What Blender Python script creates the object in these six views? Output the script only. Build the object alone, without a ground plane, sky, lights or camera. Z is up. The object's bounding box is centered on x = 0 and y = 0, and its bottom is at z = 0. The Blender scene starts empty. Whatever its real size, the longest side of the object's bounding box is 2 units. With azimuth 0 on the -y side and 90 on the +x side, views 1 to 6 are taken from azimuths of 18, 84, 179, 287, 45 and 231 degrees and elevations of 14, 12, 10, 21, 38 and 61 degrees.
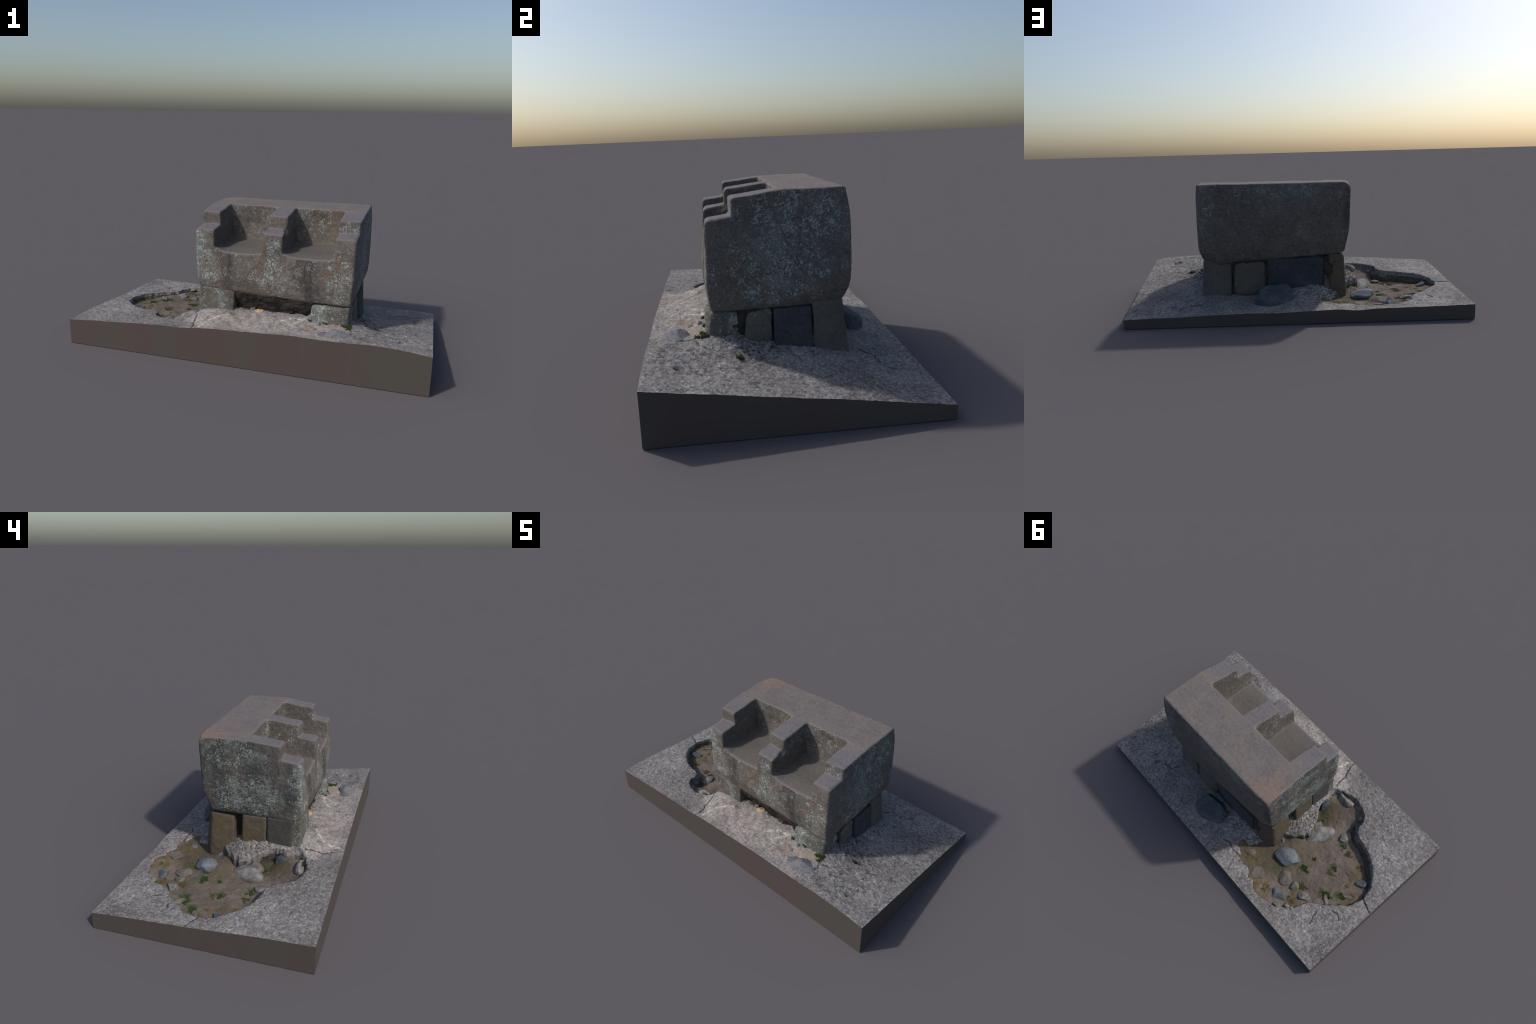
import bpy, bmesh, math, random
import numpy as np
from mathutils import Vector

random.seed(7)
RNG = np.random.default_rng(7)

# ------------------------------------------------------------------ numeric helpers
def hash3(ix, iy, iz, seed):
    h = (ix.astype(np.int64) * 374761393 + iy.astype(np.int64) * 668265263
         + iz.astype(np.int64) * 2147483647 + seed * 974711) & 0xFFFFFFFF
    h = ((h ^ (h >> 13)) * 1274126177) & 0xFFFFFFFF
    h = ((h ^ (h >> 16)) * 2246822519) & 0xFFFFFFFF
    return ((h ^ (h >> 15)) & 0xFFFFFF) / float(0xFFFFFF) * 2.0 - 1.0

def noise3(p, freq, seed=0):
    q = p * freq
    i = np.floor(q).astype(np.int64)
    f = q - i
    u = f * f * f * (f * (f * 6 - 15) + 10)
    r = 0.0
    for dx in (0, 1):
        wx = u[:, 0] if dx else 1 - u[:, 0]
        for dy in (0, 1):
            wy = u[:, 1] if dy else 1 - u[:, 1]
            for dz in (0, 1):
                wz = u[:, 2] if dz else 1 - u[:, 2]
                r = r + wx * wy * wz * hash3(i[:, 0] + dx, i[:, 1] + dy, i[:, 2] + dz, seed)
    return r

def fbm(p, freq, octaves=3, seed=0, gain=0.5):
    a, r = 1.0, 0.0
    for o in range(octaves):
        r = r + a * noise3(p, freq * 2.03 ** o, seed + 17 * o)
        a *= gain
    return r

def smax(a, b, k):
    h = np.maximum(k - np.abs(a - b), 0.0) / k
    return np.maximum(a, b) + h * h * k * 0.25

def smin(a, b, k):
    return -smax(-a, -b, k)

def smooth(a, b, x):
    t = np.clip((x - a) / (b - a), 0, 1)
    return t * t * (3 - 2 * t)

def surface_nets(fn, lo, hi, h):
    """Mesh the zero level of a distance function (negative inside)."""
    lo = np.array(lo, float)
    n = np.ceil((np.array(hi) - lo) / h).astype(int) + 1
    ax = [lo[k] + h * np.arange(n[k]) for k in range(3)]
    X, Y, Z = np.meshgrid(*ax, indexing="ij")
    F = fn(X, Y, Z)
    S = F < 0
    c = [(a, b, d) for a in (0, 1) for b in (0, 1) for d in (0, 1)]
    def sub(A, o):
        return A[o[0]:A.shape[0] - 1 + o[0], o[1]:A.shape[1] - 1 + o[1], o[2]:A.shape[2] - 1 + o[2]]
    cnt = sum(sub(S, o).astype(np.int8) for o in c)
    act = (cnt > 0) & (cnt < 8)
    idx = np.argwhere(act)
    ids = -np.ones(act.shape, np.int64)
    ids[act] = np.arange(len(idx))
    acc = np.zeros((len(idx), 3))
    num = np.zeros(len(idx))
    val = {o: F[idx[:, 0] + o[0], idx[:, 1] + o[1], idx[:, 2] + o[2]] for o in c}
    for o in c:
        for k in range(3):
            if o[k] == 0:
                o2 = list(o); o2[k] = 1; o2 = tuple(o2)
                a, b = val[o], val[o2]
                m = (a < 0) != (b < 0)
                t = np.where(m, a / np.where(m, a - b, 1), 0)
                p = np.tile(np.array(o, float), (len(idx), 1))
                p[:, k] += t
                acc[m] += p[m]
                num[m] += 1
    V = lo + h * (idx + acc / num[:, None])
    faces = []
    for k in range(3):
        i, j = (k + 1) % 3, (k + 2) % 3
        A = np.take(S, range(0, S.shape[k] - 1), axis=k)
        B = np.take(S, range(1, S.shape[k]), axis=k)
        e = np.argwhere(A != B)
        e = e[(e[:, i] > 0) & (e[:, j] > 0) & (e[:, i] < n[i] - 1) & (e[:, j] < n[j] - 1)]
        flip = A[e[:, 0], e[:, 1], e[:, 2]]
        quad = []
        for di, dj in ((1, 1), (0, 1), (0, 0), (1, 0)):
            q = e.copy(); q[:, i] -= di; q[:, j] -= dj
            quad.append(ids[q[:, 0], q[:, 1], q[:, 2]])
        quad = np.stack(quad, 1)
        quad[~flip] = quad[~flip][:, ::-1]
        faces.append(quad)
    return V, np.concatenate(faces)

def vnormals(V, Fq):
    a, b, c, d = (V[Fq[:, k]] for k in range(4))
    fn = np.cross(c - a, d - b)
    N = np.zeros_like(V)
    for k in range(4):
        np.add.at(N, Fq[:, k], fn)
    return N / np.maximum(np.linalg.norm(N, axis=1, keepdims=True), 1e-12)

def make_mesh(name, V, F, mats, smooth_shade=True, midx=None):
    me = bpy.data.meshes.new(name)
    V = np.asarray(V, float)
    if isinstance(F, np.ndarray):
        k = F.shape[1]
        me.vertices.add(len(V)); me.vertices.foreach_set("co", V.ravel())
        me.loops.add(F.size); me.loops.foreach_set("vertex_index", F.ravel().astype(np.int32))
        me.polygons.add(len(F))
        me.polygons.foreach_set("loop_start", (np.arange(len(F)) * k).astype(np.int32))
        me.update(calc_edges=True)
    else:
        me.from_pydata([tuple(v) for v in V], [], F)
    for m in mats:
        me.materials.append(m)
    if midx is not None:
        me.polygons.foreach_set("material_index", np.asarray(midx, np.int32))
    me.polygons.foreach_set("use_smooth", np.full(len(me.polygons), smooth_shade))
    me.validate()
    me.update()
    return me

def add_object(name, me, parent, kind=None):
    ob = bpy.data.objects.new(name, me)
    bpy.context.scene.collection.objects.link(ob)
    ob.parent = parent
    if kind:
        ob["kind"] = kind
    return ob

# ------------------------------------------------------------------ node helper
class Mat:
    def __init__(self, name):
        self.m = bpy.data.materials.new(name)
        self.m.use_nodes = True
        self.t = self.m.node_tree
        self.n = self.t.nodes
        self.bsdf = self.n["Principled BSDF"]
        self.bsdf.inputs["Specular IOR Level"].default_value = 0.25
        self.co = self.n.new("ShaderNodeTexCoord").outputs["Object"]
        self.geo = self.n.new("ShaderNodeNewGeometry")
        self._xyz = None

    def put(self, sock, v):
        if v is None:
            return
        if hasattr(v, "is_output"):
            self.t.links.new(v, sock)
        else:
            if isinstance(v, (tuple, list)) and len(v) == 3 and sock.type == "RGBA":
                v = (*v, 1)
            sock.default_value = v

    def xyz(self):
        if self._xyz is None:
            s = self.n.new("ShaderNodeSeparateXYZ")
            self.t.links.new(self.co, s.inputs[0])
            self._xyz = s.outputs
        return self._xyz

    def math(self, op, a, b=None, c=None, clamp=False):
        x = self.n.new("ShaderNodeMath"); x.operation = op; x.use_clamp = clamp
        for s, v in zip(x.inputs, (a, b, c)):
            self.put(s, v)
        return x.outputs[0]

    def add(self, a, b): return self.math("ADD", a, b)
    def mul(self, a, b): return self.math("MULTIPLY", a, b)
    def mx(self, a, b): return self.math("MAXIMUM", a, b)

    def scale(self, s, vec=None, loc=(0, 0, 0)):
        x = self.n.new("ShaderNodeMapping")
        self.put(x.inputs[0], vec or self.co)
        x.inputs["Scale"].default_value = s
        x.inputs["Location"].default_value = loc
        return x.outputs[0]

    def noise(self, s, detail=3, rough=0.55, vec=None, dist=0.0, color=False):
        x = self.n.new("ShaderNodeTexNoise")
        self.put(x.inputs["Vector"], vec or self.co)
        x.inputs["Scale"].default_value = s
        x.inputs["Detail"].default_value = detail
        x.inputs["Roughness"].default_value = rough
        x.inputs["Distortion"].default_value = dist
        return x.outputs["Color" if color else "Fac"]

    def voro(self, s, feature="F1", vec=None, out="Distance", rand=1.0):
        x = self.n.new("ShaderNodeTexVoronoi"); x.feature = feature
        self.put(x.inputs["Vector"], vec or self.co)
        x.inputs["Scale"].default_value = s
        x.inputs["Randomness"].default_value = rand
        return x.outputs[out]

    def warp(self, s, amount, vec=None):
        n = self.noise(s, 3, color=True)
        a = self.n.new("ShaderNodeVectorMath"); a.operation = "SUBTRACT"
        self.put(a.inputs[0], n); a.inputs[1].default_value = (.5, .5, .5)
        b = self.n.new("ShaderNodeVectorMath"); b.operation = "SCALE"
        self.put(b.inputs[0], a.outputs[0]); b.inputs["Scale"].default_value = amount
        c = self.n.new("ShaderNodeVectorMath"); c.operation = "ADD"
        self.put(c.inputs[0], vec or self.co); self.put(c.inputs[1], b.outputs[0])
        return c.outputs[0]

    def step(self, v, lo, hi, a=0.0, b=1.0):
        x = self.n.new("ShaderNodeMapRange"); x.interpolation_type = "SMOOTHSTEP"
        self.put(x.inputs["Value"], v)
        x.inputs["From Min"].default_value = lo; x.inputs["From Max"].default_value = hi
        x.inputs["To Min"].default_value = a; x.inputs["To Max"].default_value = b
        return x.outputs[0]

    def lin(self, v, lo, hi, a=0.0, b=1.0):
        x = self.n.new("ShaderNodeMapRange")
        self.put(x.inputs["Value"], v)
        x.inputs["From Min"].default_value = lo; x.inputs["From Max"].default_value = hi
        x.inputs["To Min"].default_value = a; x.inputs["To Max"].default_value = b
        return x.outputs[0]

    def ramp(self, v, stops):
        x = self.n.new("ShaderNodeValToRGB")
        self.put(x.inputs[0], v)
        e = x.color_ramp.elements
        while len(e) < len(stops):
            e.new(0.5)
        for k, (p, col) in enumerate(stops):
            e[k].position = p
            e[k].color = (*col, 1)
        return x.outputs[0]

    def mix(self, f, a, b, mode="MIX"):
        x = self.n.new("ShaderNodeMix"); x.data_type = "RGBA"; x.blend_type = mode
        self.put(x.inputs[0], f); self.put(x.inputs[6], a); self.put(x.inputs[7], b)
        return x.outputs[2]

    def band(self, v, c, w, soft):
        """1 where |v-c| < w, falling to 0 over soft."""
        d = self.math("ABSOLUTE", self.add(v, -c))
        return self.step(d, w, w + soft, 1.0, 0.0)

    def blob(self, c, r, vec=None, soft=.55):
        """soft ellipsoid mask with centre c and radii r"""
        m = self.n.new("ShaderNodeVectorMath"); m.operation = "SUBTRACT"
        self.put(m.inputs[0], vec or self.co); m.inputs[1].default_value = c
        d = self.n.new("ShaderNodeVectorMath"); d.operation = "DIVIDE"
        self.put(d.inputs[0], m.outputs[0]); d.inputs[1].default_value = r
        l = self.n.new("ShaderNodeVectorMath"); l.operation = "LENGTH"
        self.put(l.inputs[0], d.outputs[0])
        return self.step(l.outputs["Value"], 1.0 - soft, 1.0, 1.0, 0.0)

    def total(self, *vs):
        r = vs[0]
        for v in vs[1:]:
            r = self.mx(r, v)
        return r

    def line(self, pts, width, vec):
        """mask of a crack: polyline in plan (x, y)"""
        flat = self.scale((1, 1, 0), vec)
        r = None
        for (ax, ay), (bx, by) in zip(pts[:-1], pts[1:]):
            l2 = (bx - ax) ** 2 + (by - ay) ** 2
            s = self.n.new("ShaderNodeVectorMath"); s.operation = "SUBTRACT"
            self.put(s.inputs[0], flat); s.inputs[1].default_value = (ax, ay, 0)
            dt = self.n.new("ShaderNodeVectorMath"); dt.operation = "DOT_PRODUCT"
            self.put(dt.inputs[0], s.outputs[0]); dt.inputs[1].default_value = ((bx - ax) / l2, (by - ay) / l2, 0)
            t = self.math("MULTIPLY", dt.outputs["Value"], 1.0, clamp=True)
            q = self.n.new("ShaderNodeVectorMath"); q.operation = "SCALE"
            q.inputs[0].default_value = (bx - ax, by - ay, 0); self.put(q.inputs["Scale"], t)
            e = self.n.new("ShaderNodeVectorMath"); e.operation = "DISTANCE"
            self.put(e.inputs[0], s.outputs[0]); self.put(e.inputs[1], q.outputs[0])
            k = self.step(e.outputs["Value"], width * 0.35, width, 1.0, 0.0)
            r = k if r is None else self.mx(r, k)
        return r

    def bump(self, h, strength=0.4, dist=0.004):
        x = self.n.new("ShaderNodeBump")
        x.inputs["Strength"].default_value = strength
        x.inputs["Distance"].default_value = dist
        self.put(x.inputs["Height"], h)
        self.t.links.new(x.outputs[0], self.bsdf.inputs["Normal"])

    def done(self, col, rough=0.9):
        self.put(self.bsdf.inputs["Base Color"], col)
        self.put(self.bsdf.inputs["Roughness"], rough)
        return self.m

# ------------------------------------------------------------------ materials
CRACKS = [  # plan polylines of the open cracks in the paving
    [(-.290, -.335), (-.280, -.385), (-.276, -.430), (-.252, -.470), (-.246, -.538)],
    [(-.905, .030), (-.940, .046), (-.992, .064)],
    [(-.780, .285), (-.790, .327), (-.806, .365)],
    [(-.212, .409), (-.150, .418), (-.105, .398), (-.060, .415)],
    [(.575, -.420), (.600, -.395), (.585, -.360), (.640, -.340)],
    [(.545, .316), (.575, .366), (.640, .372)],
    [(-.839, .215), (-.873, .206), (-.905, .225)],
]

def mat_concrete():
    M = Mat("weathered_concrete")
    x, y, z = M.xyz()
    big = M.noise(5, 4, .6)
    mid = M.noise(38, 5, .72, dist=.4)
    grain = M.voro(115, vec=M.warp(90, .010), out="Color")
    gs = M.n.new("ShaderNodeSeparateColor"); M.put(gs.inputs[0], grain)
    fine = M.noise(210, 3, .7)
    speck = M.noise(85, 5, .82)
    broad = M.noise(2.6, 3, .55)
    v = M.add(M.add(M.mul(gs.outputs[0], .30), M.mul(speck, .95)), M.add(M.mul(mid, .35), M.add(M.mul(big, .35), M.mul(broad, .30))))
    col = M.ramp(M.lin(v, .74, 1.52), [(0, (.060, .055, .053)), (.25, (.132, .123, .119)), (.50, (.226, .212, .207)),
                                       (.75, (.330, .312, .304)), (1, (.60, .565, .55))])
    col = M.mix(M.mul(M.step(M.noise(7, 4, .6), .45, .62), .35), col, M.mix(.5, col, (.19, .155, .14)))
    # chalky, pinkish mortar spread along the front of the seat
    mw = M.warp(9, .16)
    sx = M.n.new("ShaderNodeSeparateXYZ"); M.put(sx.inputs[0], mw)
    front = M.mul(M.step(sx.outputs[1], -.30, -.36, 0, 1), M.mul(M.step(sx.outputs[0], -.36, -.22), M.step(sx.outputs[0], .50, .62, 1, 0)))
    front = M.mul(front, M.step(sx.outputs[1], -.60, -.50, .35, 1))
    pale = M.noise(16, 5, .7, dist=.6)
    col = M.mix(M.mul(front, M.step(pale, .36, .60, .15, .9)), col, M.mix(.55, col, M.ramp(M.noise(80, 3, .7), [(.3, (.26, .22, .20)), (.7, (.66, .59, .54))])))
    red = M.mul(M.step(M.noise(13, 3, .6, vec=M.scale((1, 1.6, 1), loc=(3, 1, 0))), .56, .64), front)
    col = M.mix(M.mul(red, .65), col, (.23, .165, .14))
    ridge = M.total(M.line([(-.215, -.505), (-.195, -.43), (-.13, -.372), (-.10, -.36)], .014, M.warp(25, .03)),
                    M.line([(.20, -.385), (.245, -.335), (.30, -.325), (.345, -.308)], .012, M.warp(25, .03)),
                    M.line([(.265, -.40), (.31, -.36), (.33, -.33)], .010, M.warp(25, .03)))
    col = M.mix(M.mul(ridge, M.step(M.noise(50, 3), .38, .60, 0, .8)), col, (.60, .56, .52))
    # sandy dirt beside the front right foot
    dirt = M.total(M.blob((.50, -.355, .21), (.13, .055, .2), vec=mw), M.blob((.36, -.39, .21), (.06, .06, .2), vec=mw))
    col = M.mix(M.mul(dirt, .75), col, M.mix(M.noise(220, 2), (.22, .165, .13), (.36, .29, .245)))
    # brownish grit washed up at the back wall of the stones
    back = M.blob((.33, .30, .12), (.30, .09, .3), vec=mw)
    col = M.mix(M.mul(back, .45), col, M.mix(fine, (.10, .078, .062), (.21, .17, .14)))
    # black mould in the broken mortar by the right hand stones
    mould = M.mul(M.total(M.blob((.63, -.12, .17), (.11, .13, .3), vec=mw), M.blob((.60, -.22, .17), (.06, .07, .3), vec=mw)),
                  M.step(M.noise(32, 4, .7, dist=.5), .52, .60))
    col = M.mix(M.mul(mould, .85), col, (.022, .021, .024))
    # hairline cracks
    cr = M.voro(13, "DISTANCE_TO_EDGE", vec=M.warp(18, .09))
    cr2 = M.voro(30, "DISTANCE_TO_EDGE", vec=M.warp(28, .06))
    h1 = M.mul(M.step(cr, .004, .022, 1, 0), M.step(M.noise(4, 3), .46, .60))
    h2 = M.mul(M.step(cr2, .02, .10, 1, 0), M.step(M.noise(17, 4, .65), .44, .58))
    rightside = M.step(x, .45, .70, .45, 1.0)
    col = M.mix(M.mul(M.mul(M.mx(M.mul(h1, .8), M.mul(h2, .6)), rightside), 1.0), col, (.040, .036, .038))
    lines = M.total(*[M.line(c, .0062, M.warp(40, .022)) for c in CRACKS])
    col = M.mix(M.mul(M.mul(lines, M.step(M.noise(35, 3), .36, .5, .15, .85)), .85), col, (.020, .018, .018))
    # ochre flecks, blue paint flecks
    spots = M.step(M.voro(24), .07, .10, 1, 0)
    col = M.mix(M.mul(spots, .35), col, (.32, .24, .17))
    pm = M.mul(M.blob((.605, .065, .16), (.035, .06, .2), vec=mw), M.step(M.noise(70, 3), .35, .55))
    col = M.mix(M.mul(pm, .7), col, (.42, .43, .42))
    blue = M.mul(M.total(M.blob((.077, -.448, .206), (.02, .016, .1)), M.blob((.067, -.419, .208), (.022, .014, .1)), M.blob((.17, -.42, .208), (.03, .02, .1))),
                 M.step(M.noise(90, 2), .54, .60))
    col = M.mix(M.mul(blue, .8), col, (.06, .11, .24))
    hgt = M.add(M.mul(fine, .5), M.add(M.mul(mid, .9), M.mul(gs.outputs[0], .25)))
    hgt = M.add(hgt, M.mul(M.mx(h1, lines), -.6))
    M.bump(hgt, .55, .006)
    return M.done(col, .92)

def mat_broken_concrete():
    M = Mat("broken_concrete_rim")
    n = M.noise(60, 5, .7)
    v = M.voro(55, vec=M.warp(30, .02), out="Color")
    s = M.n.new("ShaderNodeSeparateColor"); M.put(s.inputs[0], v)
    col = M.ramp(M.add(M.mul(n, .75), M.mul(s.outputs[0], .3)), [(.25, (.05, .045, .042)), (.5, (.17, .155, .145)), (.75, (.32, .295, .275))])
    soil = M.noise(14, 3)
    x, y, z = M.xyz()
    low = M.step(M.add(z, M.mul(n, .03)), .112, .140, .8, 0)  # lower wall tinted dark: painted shadow below the overhanging rim
    col = M.mix(M.mx(low, M.step(soil, .48, .62, 0, .7)), col, M.mix(n, (.040, .036, .026), (.095, .078, .052)))
    M.bump(n, .8, .01)
    return M.done(col, .95)

def mat_skirt():
    M = Mat("plain_cut_side")
    x, y, z = M.xyz()
    p = M.noise(3.2, 1, .4, vec=M.scale((1, 1, .35)))
    col = M.mix(M.step(p, .46, .54), (.088, .069, .064), (.083, .073, .064))
    return M.done(col, 1.0)

def mat_soil():
    M = Mat("pit_soil")
    x, y, z = M.xyz()
    big = M.noise(9, 4, .6)
    fine = M.noise(240, 3, .7)
    col = M.mix(M.step(big, .35, .65), (.105, .083, .067), (.170, .138, .116))
    col = M.mix(M.mul(M.step(fine, .35, .75), .6), col, M.mix(.5, col, (.33, .27, .23)))
    peb = M.mul(M.step(M.voro(120), .12, .2, 1, 0), M.step(M.noise(17, 2), .45, .6))
    col = M.mix(M.mul(peb, .6), col, (.40, .35, .31))
    w = M.warp(14, .11)
    damp = M.total(M.blob((-.30, .30, .07), (.20, .16, .4), vec=w), M.blob((-.34, -.16, .07), (.14, .20, .4), vec=w), M.mul(M.blob((-.40, .16, .07), (.17, .24, .4), vec=w), .75))
    col = M.mix(M.mul(damp, .85), col, M.mix(big, (.058, .050, .030), (.115, .092, .055)))
    edge = M.total(M.blob((-.42, .43, .07), (.16, .07, .4), vec=w), M.blob((-.80, -.06, .07), (.10, .11, .4), vec=w), M.blob((-.86, .10, .07), (.07, .09, .4), vec=w),
                   M.blob((-.63, .32, .07), (.08, .10, .4), vec=w), M.blob((-.23, .36, .07), (.10, .08, .4), vec=w))
    col = M.mix(M.mul(edge, M.step(M.noise(30, 3), .36, .62, .1, .85)), col, M.mix(M.noise(90, 2), (.075, .062, .022), (.19, .135, .055)))
    moss = M.total(*[M.blob((a, b, .06), (r, r, .4), vec=M.warp(40, .05)) for a, b, r in
                     ((-.533, .158, .040), (-.642, .014, .035), (-.73, .185, .05), (-.796, .113, .04), (-.578, -.121, .04), (-.43, .285, .05), (-.354, -.12, .05), (-.604, .242, .03))])
    col = M.mix(M.mul(moss, M.step(M.noise(70, 3), .35, .6, .2, .9)), col, M.mix(M.noise(150, 2), (.022, .045, .012), (.075, .105, .035)))
    M.bump(M.add(fine, M.mul(big, .8)), .5, .005)
    return M.done(col, .95)

def lichen_layers(M, col, dens, pale=(.36, .405, .37), blue=(.150, .170, .168), s=1.0):
    """Crustose lichen: blue-grey films with small pale rosettes; dens is a 0..1 field."""
    w = M.warp(60, .010)
    bare = M.add(dens, -1.0)
    film = M.add(M.mul(M.noise(30 * s, 5, .75, vec=w), .7), M.mul(M.noise(9, 3, .6), .3))
    k = M.add(film, M.mul(bare, .15))
    col = M.mix(M.mul(M.step(k, .47, .53), .62), col, M.mix(M.step(M.noise(150, 3, .7), .3, .7), tuple(.75 * c for c in blue), tuple(1.5 * c for c in blue)))
    r = M.noise(88 * s, 4, .6, vec=w)
    g = M.noise(17, 4, .65)
    k2 = M.add(M.add(M.mul(r, .60), M.mul(g, .40)), M.mul(bare, .155))
    col = M.mix(M.mul(M.step(k2, .525, .565), .85), col, M.mix(M.step(M.noise(190, 2), .32, .68), tuple(.55 * c for c in pale), pale))
    sp = M.voro(120 * s, vec=w)
    k3 = M.mul(M.step(sp, .26, .36, 1, 0), M.step(M.add(M.noise(24, 3), M.mul(bare, .16)), .46, .54))
    col = M.mix(M.mul(k3, .8), col, pale)
    return col

def mat_seat_stone():
    M = Mat("lichened_andesite")
    x, y, z = M.xyz()
    big = M.noise(6, 4, .6)
    mid = M.noise(40, 4, .65)
    fine = M.noise(230, 3, .7)
    grit = M.noise(105, 4, .78)
    v = M.add(M.mul(big, .28), M.add(M.mul(mid, .27), M.mul(grit, .55)))
    col = M.ramp(M.lin(v, .36, .74), [(0, (.046, .042, .038)), (.35, (.100, .089, .080)), (.65, (.150, .133, .119)), (1, (.240, .216, .196))])
    # reddish lower edge of the front, dark weeping streaks below the seats
    w = M.warp(10, .09)
    pink = M.blob((.06, -.31, .345), (.34, .12, .055), vec=w)
    col = M.mix(M.mul(pink, .5), col, (.165, .130, .115))
    st = M.noise(30, 4, .6, vec=M.scale((1, 1, .28)))
    streak = M.total(M.blob((-.135, -.30, .54), (.055, .09, .10), vec=w), M.blob((.315, -.30, .50), (.10, .09, .14), vec=w), M.blob((-.12, -.31, .44), (.05, .09, .14), vec=w), M.blob((.36, -.31, .40), (.06, .09, .12), vec=w))
    col = M.mix(M.mul(streak, M.step(st, .34, .62, .2, .85)), col, (.042, .040, .040))
    # where lichen sits: three bands down the front, the seat backs, the sides, the top of the back
    wl = M.warp(12, .12)
    front = M.total(M.blob((-.255, -.31, .44), (.13, .12, .19), vec=wl), M.blob((-.29, -.31, .60), (.07, .12, .13), vec=wl),
                    M.blob((.145, -.31, .43), (.12, .12, .19), vec=wl), M.blob((.135, -.31, .58), (.06, .1, .12), vec=wl),
                    M.blob((.505, -.31, .46), (.12, .12, .24), vec=wl), M.blob((.53, -.20, .71), (.10, .1, .06), vec=wl))
    front = M.mx(front, M.mul(M.blob((.13, -.31, .47), (.55, .16, .26), vec=wl), .50))
    backs = M.total(M.blob((.30, 0, .74), (.22, .05, .11), vec=wl), M.blob((.04, 0, .73), (.10, .05, .12), vec=wl), M.blob((-.12, 0, .75), (.12, .05, .06), vec=wl))
    left = M.total(M.blob((-.33, .06, .70), (.09, .26, .13), vec=wl), M.blob((-.31, .0, .47), (.09, .32, .19), vec=wl))
    right = M.total(M.blob((.58, -.02, .40), (.09, .26, .10), vec=wl), M.blob((.59, .06, .68), (.09, .30, .20), vec=wl), M.blob((.58, .0, .50), (.09, .30, .24), vec=wl))
    rear = M.total(M.blob((.13, .26, .755), (.50, .08, .12), vec=wl), M.blob((.56, .27, .65), (.10, .08, .22), vec=wl))
    inner = M.mul(M.blob((.13, -.10, .70), (.42, .12, .12), vec=wl), .55)
    sides = M.mul(M.mx(M.blob((-.33, 0, .56), (.09, .36, .30)), M.blob((.59, 0, .56), (.09, .36, .30))), .62)
    dens = M.total(front, M.mx(M.mul(backs, .85), M.mul(M.blob((.13, .0, .68), (.42, .06, .14)), .5)), M.mul(left, .92), M.mul(right, .94), M.mul(rear, .72), inner, sides)
    # orange rosettes
    og = M.total(M.blob((.06, -.31, .47), (.13, .12, .20), vec=wl), M.blob((.23, -.31, .45), (.11, .12, .17), vec=wl), M.blob((.50, -.31, .47), (.13, .12, .22), vec=wl),
                 M.blob((.02, .0, .72), (.12, .06, .11), vec=wl), M.blob((.36, .0, .73), (.16, .06, .10), vec=wl), M.mul(M.blob((-.22, -.31, .47), (.13, .12, .2), vec=wl), .7),
                 M.mul(M.mx(right, left), .45))
    of = M.noise(20, 5, .7, dist=.3)
    col = M.mix(M.mul(M.mul(og, M.step(of, .42, .58)), .34), col, (.150, .092, .058))
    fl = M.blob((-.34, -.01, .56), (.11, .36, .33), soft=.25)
    fr_ = M.blob((.60, .0, .62), (.11, .36, .30), soft=.6)
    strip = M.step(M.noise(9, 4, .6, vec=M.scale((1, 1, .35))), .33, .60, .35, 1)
    col = M.mix(M.mul(M.mul(fl, strip), .92), col, M.mix(M.step(grit, .35, .65), (.032, .037, .037), (.074, .081, .079)))  # left face film darkened to carry the baked shade of that side
    col = M.mix(M.mul(M.mul(fr_, strip), .75), col, M.mix(M.step(grit, .35, .65), (.058, .068, .074), (.125, .140, .146)))
    col = lichen_layers(M, col, dens)
    os_ = M.add(M.noise(62, 3, .6), M.mul(M.add(og, -1), .2))
    col = M.mix(M.mul(M.step(os_, .600, .635), .7), col, (.22, .105, .045))
    # worn, trodden upward faces: warm top, lavender arm rests, grey-brown seats
    nz = M.n.new("ShaderNodeSeparateXYZ"); M.put(nz.inputs[0], M.geo.outputs["Normal"])
    up = M.step(M.add(nz.outputs[2], M.mul(M.add(M.noise(70, 3), -.5), .35)), .52, .74)
    tw = M.noise(11, 5, .65, vec=M.scale((1, 1.5, 1)))
    tf = M.noise(120, 4, .7)
    top = M.mix(M.step(tw, .36, .64), (.142, .129, .130), (.176, .148, .134))
    arm = M.step(M.add(y, M.mul(M.add(tw, -.5), .10)), -.10, .0, .8, 0)
    top = M.mix(arm, top, (.140, .130, .144))
    top = M.mix(M.mul(M.blob((-.30, .19, .77), (.17, .13, .2), vec=wl), .7), top, (.215, .152, .118))
    top = M.mix(M.mul(M.step(tf, .40, .72), .45), top, M.mix(.5, top, (.34, .30, .285)))
    top = M.mix(M.mul(M.step(M.noise(38, 4, .7), .52, .66), .45), top, (.105, .090, .095))
    seat = M.mix(M.step(tf, .2, .8), (.102, .092, .083), (.150, .136, .124))
    lip = M.step(M.add(y, M.mul(M.add(tf, -.5), .02)), -.272, -.296)
    seat = M.mix(M.mul(lip, .75), seat, (.185, .165, .166))  # highlight on the rounded front lip, painted as a paler purplish tone
    top = M.mix(M.step(z, .615, .635, 1, 0), top, seat)
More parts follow.
